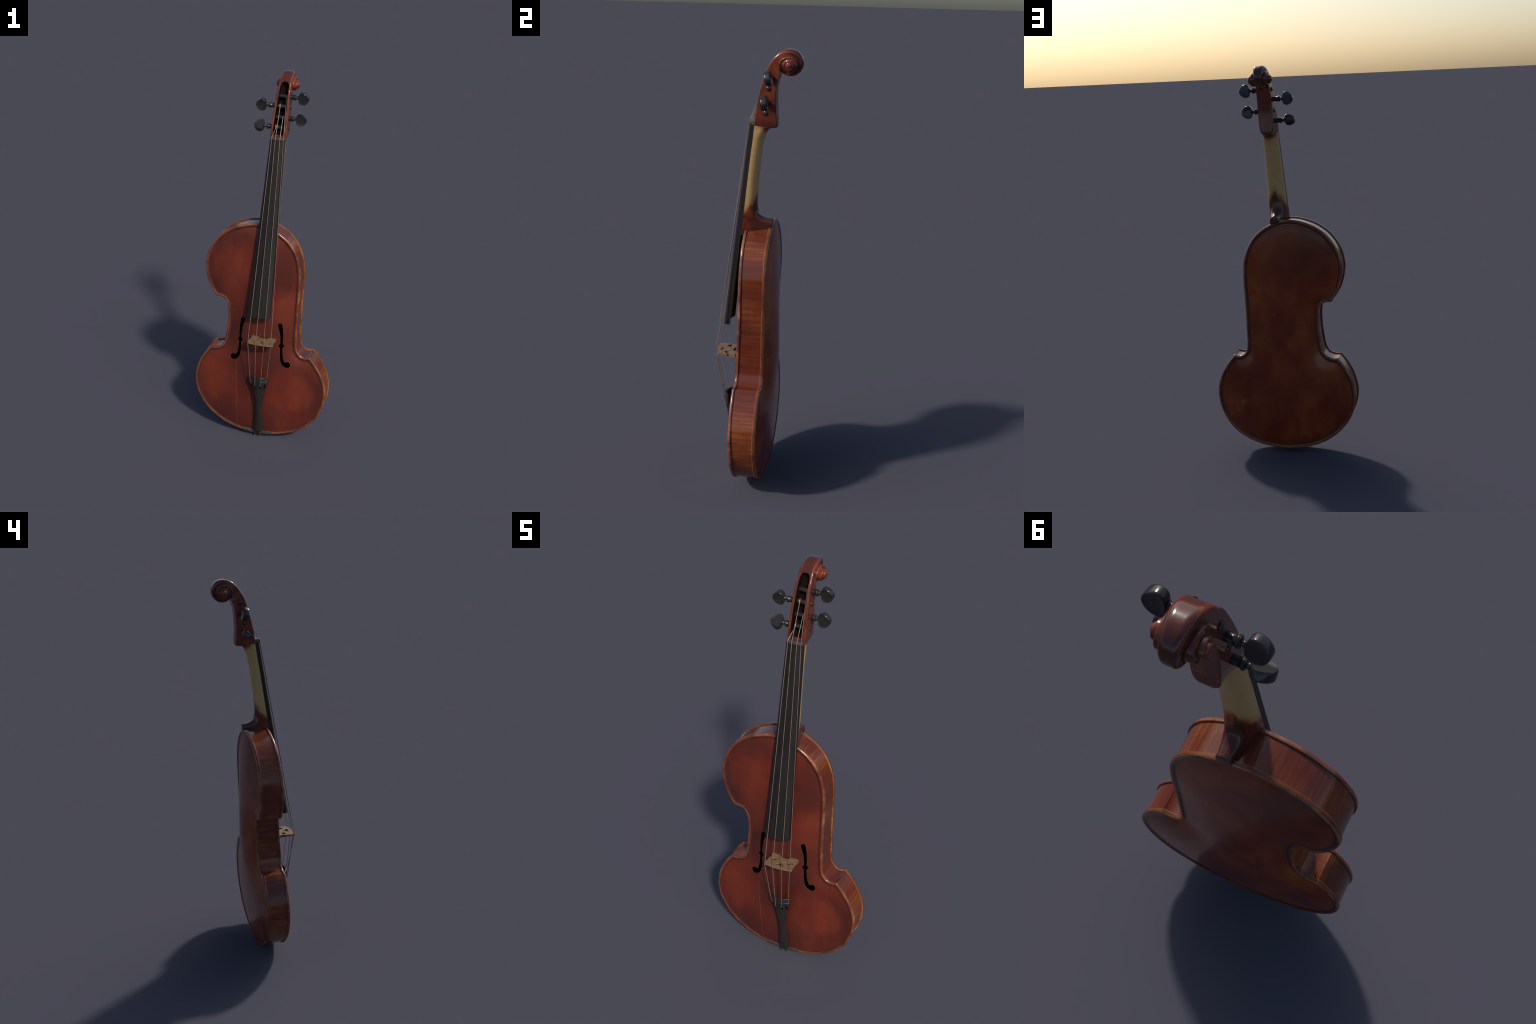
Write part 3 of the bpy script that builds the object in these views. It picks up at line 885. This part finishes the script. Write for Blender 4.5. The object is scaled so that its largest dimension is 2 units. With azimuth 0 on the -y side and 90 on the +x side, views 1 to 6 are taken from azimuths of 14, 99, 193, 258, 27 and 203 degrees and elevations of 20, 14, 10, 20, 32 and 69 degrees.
# ------------------------------------------------------------------ tailpiece: a waisted, arched shell
TPZ = [(.404, .0520, -.1410, .0240), (.385, .0525, -.1425, .0240), (.362, .0490, -.1390, .0215), (.335, .0395, -.1335, .0190), (.30, .0298, -.1280, .0165), (.25, .0230, -.1195, .0145), (.19, .0200, -.1100, .0135),
       (.13, .0220, -.1010, .0135), (.09, .0262, -.0955, .0145), (.066, .0282, -.0922, .0150), (.056, .0255, -.0905, .0130), (.0505, .0190, -.0890, .0090), (.0480, .0100, -.0875, .0040)]
def tail_x(z): return .0105 + (z - .05) * .006
rows = []
for z, w, yc, dr in catmull(np.array(TPZ), 5):
    outr, inr = [], []
    for k in range(25):
        q = -1 + 2 * k / 24
        outr.append((q * w, yc + dr * abs(q) ** 2.1))
    th = .0135 if z < .366 and w > .02 else .0075 if w > .02 else .005
    for k in range(25):
        q = 1 - 2 * k / 24
        inr.append((q * (w - .0012), yc + dr * abs(q) ** 2.1 + th * (1 - .45 * abs(q) ** 3)))
    rows.append([(tail_x(z) + x, y, z) for x, y in outr + inr])
v, f = loft(rows)
tail = mk("tailpiece", v, f, M_TAIL, angle=45)
STR_T = [(-.026, .352), (-.003, .350), (.0245, .351), (.0465, .3525)]
holes_v, holes_f = [], []
for x, z in STR_T:
    for (cx, cz, rx, rz) in ((x, z - .008, .0060, .0052), (x, z + .004, .0021, .012)):
        b0 = len(holes_v)
        rws = [[(cx + rx * math.cos(t), y, cz + rz * math.sin(t)) for t in np.linspace(0, 2 * math.pi, 16, endpoint=False)] for y in (-.17, -.1375 + .0215 * (abs(cx - .0125) / .047) ** 2.1 + .0085)]
        v, f = loft(rws); holes_v += v; holes_f += [tuple(b0 + i for i in q) for q in f]
cutter = mk("cutter", holes_v, holes_f, M_IN)
md_ok = True
boolean_cut(tail, cutter)
tail.data.set_sharp_from_angle(angle=math.radians(45))

def tube(path, r, name, mat, parent=root, seg=8, caps=True):
    P = np.array(path, float); rows = []
    for i in range(len(P)):
        t = P[min(i + 1, len(P) - 1)] - P[max(i - 1, 0)]
        t = Vector(t).normalized()
        a = t.cross(Vector((0, 1, 0.03))).normalized(); b = t.cross(a)
        rows.append([tuple(Vector(P[i]) + (a * math.cos(k) + b * math.sin(k)) * r) for k in np.linspace(0, 2 * math.pi, seg, endpoint=False)])
    v, f = loft(rows)
    return mk(name, v, f, mat, parent, angle=60)

# raised bar across the tailpiece where the strings bend
path = []
for q in np.linspace(-.97, .97, 25):
    z = .379; w, yc, dr = .0518, -.1423, .0240
    path.append((tail_x(z) + q * w, yc + dr * abs(q) ** 2.1 - .0008, z + .004 * q * q))
tube(path, .0022, "string_bar", M_TAIL, tail)
path = []
for q in np.linspace(-.985, .985, 25):
    path.append((tail_x(.402) + q * .0520, -.1412 + .0240 * abs(q) ** 2.1 + .0008, .4025))
tube(path, .0030, "tail_rim", M_TAIL, tail)

# ------------------------------------------------------------------ strings with their windings on the pegs
BR = [(-.0410, -.1765, .6165), (.0040, -.1852, .6170), (.0470, -.1825, .6160), (.0827, -.1705, .6145)]
BEND = [(-.034, -.1270, .379), (-.003, -.1450, .380), (.0290, -.1440, .381), (.0570, -.1285, .383)]
NUTX = [-.0285, -.0095, .0135, .0315]
PEG_OF = [3, 2, 1, 0]       # string -> index in PEGS (lower left, upper left, lower right, upper right)
order = [3, 2, 1, 0]
PEGI = [3, 2, 1, 0]
PEG_FOR = {0: 3, 1: 2, 2: 1, 3: 0}
PEGX = [-.026, -.016, .004, .010]
for s in range(4):
    y0 = -.0352 - .0042 * (1 - (NUTX[s] / .039) ** 2) - .0062
    sd, py, pz, *_ = PEGS[PEG_FOR[s]]
    tx, tz = STR_T[s]
    hole = (tx, BEND[s][1] + .010, tz - .002)
    nut = W(NUTX[s], y0 - .0006, 1.6825)
    nut2 = W(NUTX[s], y0 + .0008, 1.690)
    pg = W(PEGX[s], py - .0105, pz)
    path = [hole, (tx * .7 + BEND[s][0] * .3, BEND[s][1] + .003, tz * .6 + BEND[s][2] * .4), BEND[s]]
    for k in range(1, 6): path.append(tuple(np.array(BEND[s]) * (1 - k / 6) + np.array(BR[s]) * k / 6))
    path.append(BR[s])
    for k in range(1, 12): path.append(tuple(np.array(BR[s]) * (1 - k / 12) + np.array(nut) * k / 12))
    path += [nut, nut2, pg]
    # coils
    for k in range(1, 16):
        a = math.pi * 2 * k / 12
        path.append(W(PEGX[s] + sd * .0030 * k / 12, py - .0105 * math.cos(a), pz + .0105 * math.sin(a)))
    tube(path, [.0018, .0017, .0016, .0014][s], "string", M_STRING)

# tailgut: two strands from under the tailpiece over the saddle to the end button
for sx in (-1, 1):
    x = .0005 + sx * .0135
    p = catmull(np.array([(x + .010, -.082, .075), (x + .006, -.076, .052), (x, -.0665, .0285), (x, -.0645, .0190), (x * .98, -.0600, .0130), (x * .95, -.040, .0105), (x * .9, -.005, .0095)]), 4)
    tube(p, .0021, "tailgut", M_NUT)
# end button under the lower block
rows = []
for z, r in ((.035, .008), (.0225, .008), (.0170, .0085), (.0150, .0100), (.0128, .0095), (.0110, .0160), (.0085, .0200), (.0050, .0208), (.0018, .0180), (.0004, .0110), (0, .001)):
    rows.append([(r * math.cos(t), r * math.sin(t), z) for t in np.linspace(0, 2 * math.pi, 28, endpoint=False)])
v, f = loft(rows)
mk("end_button", v, f, M_PEG, angle=50)

for o in bpy.data.objects:
    o.select_set(False)
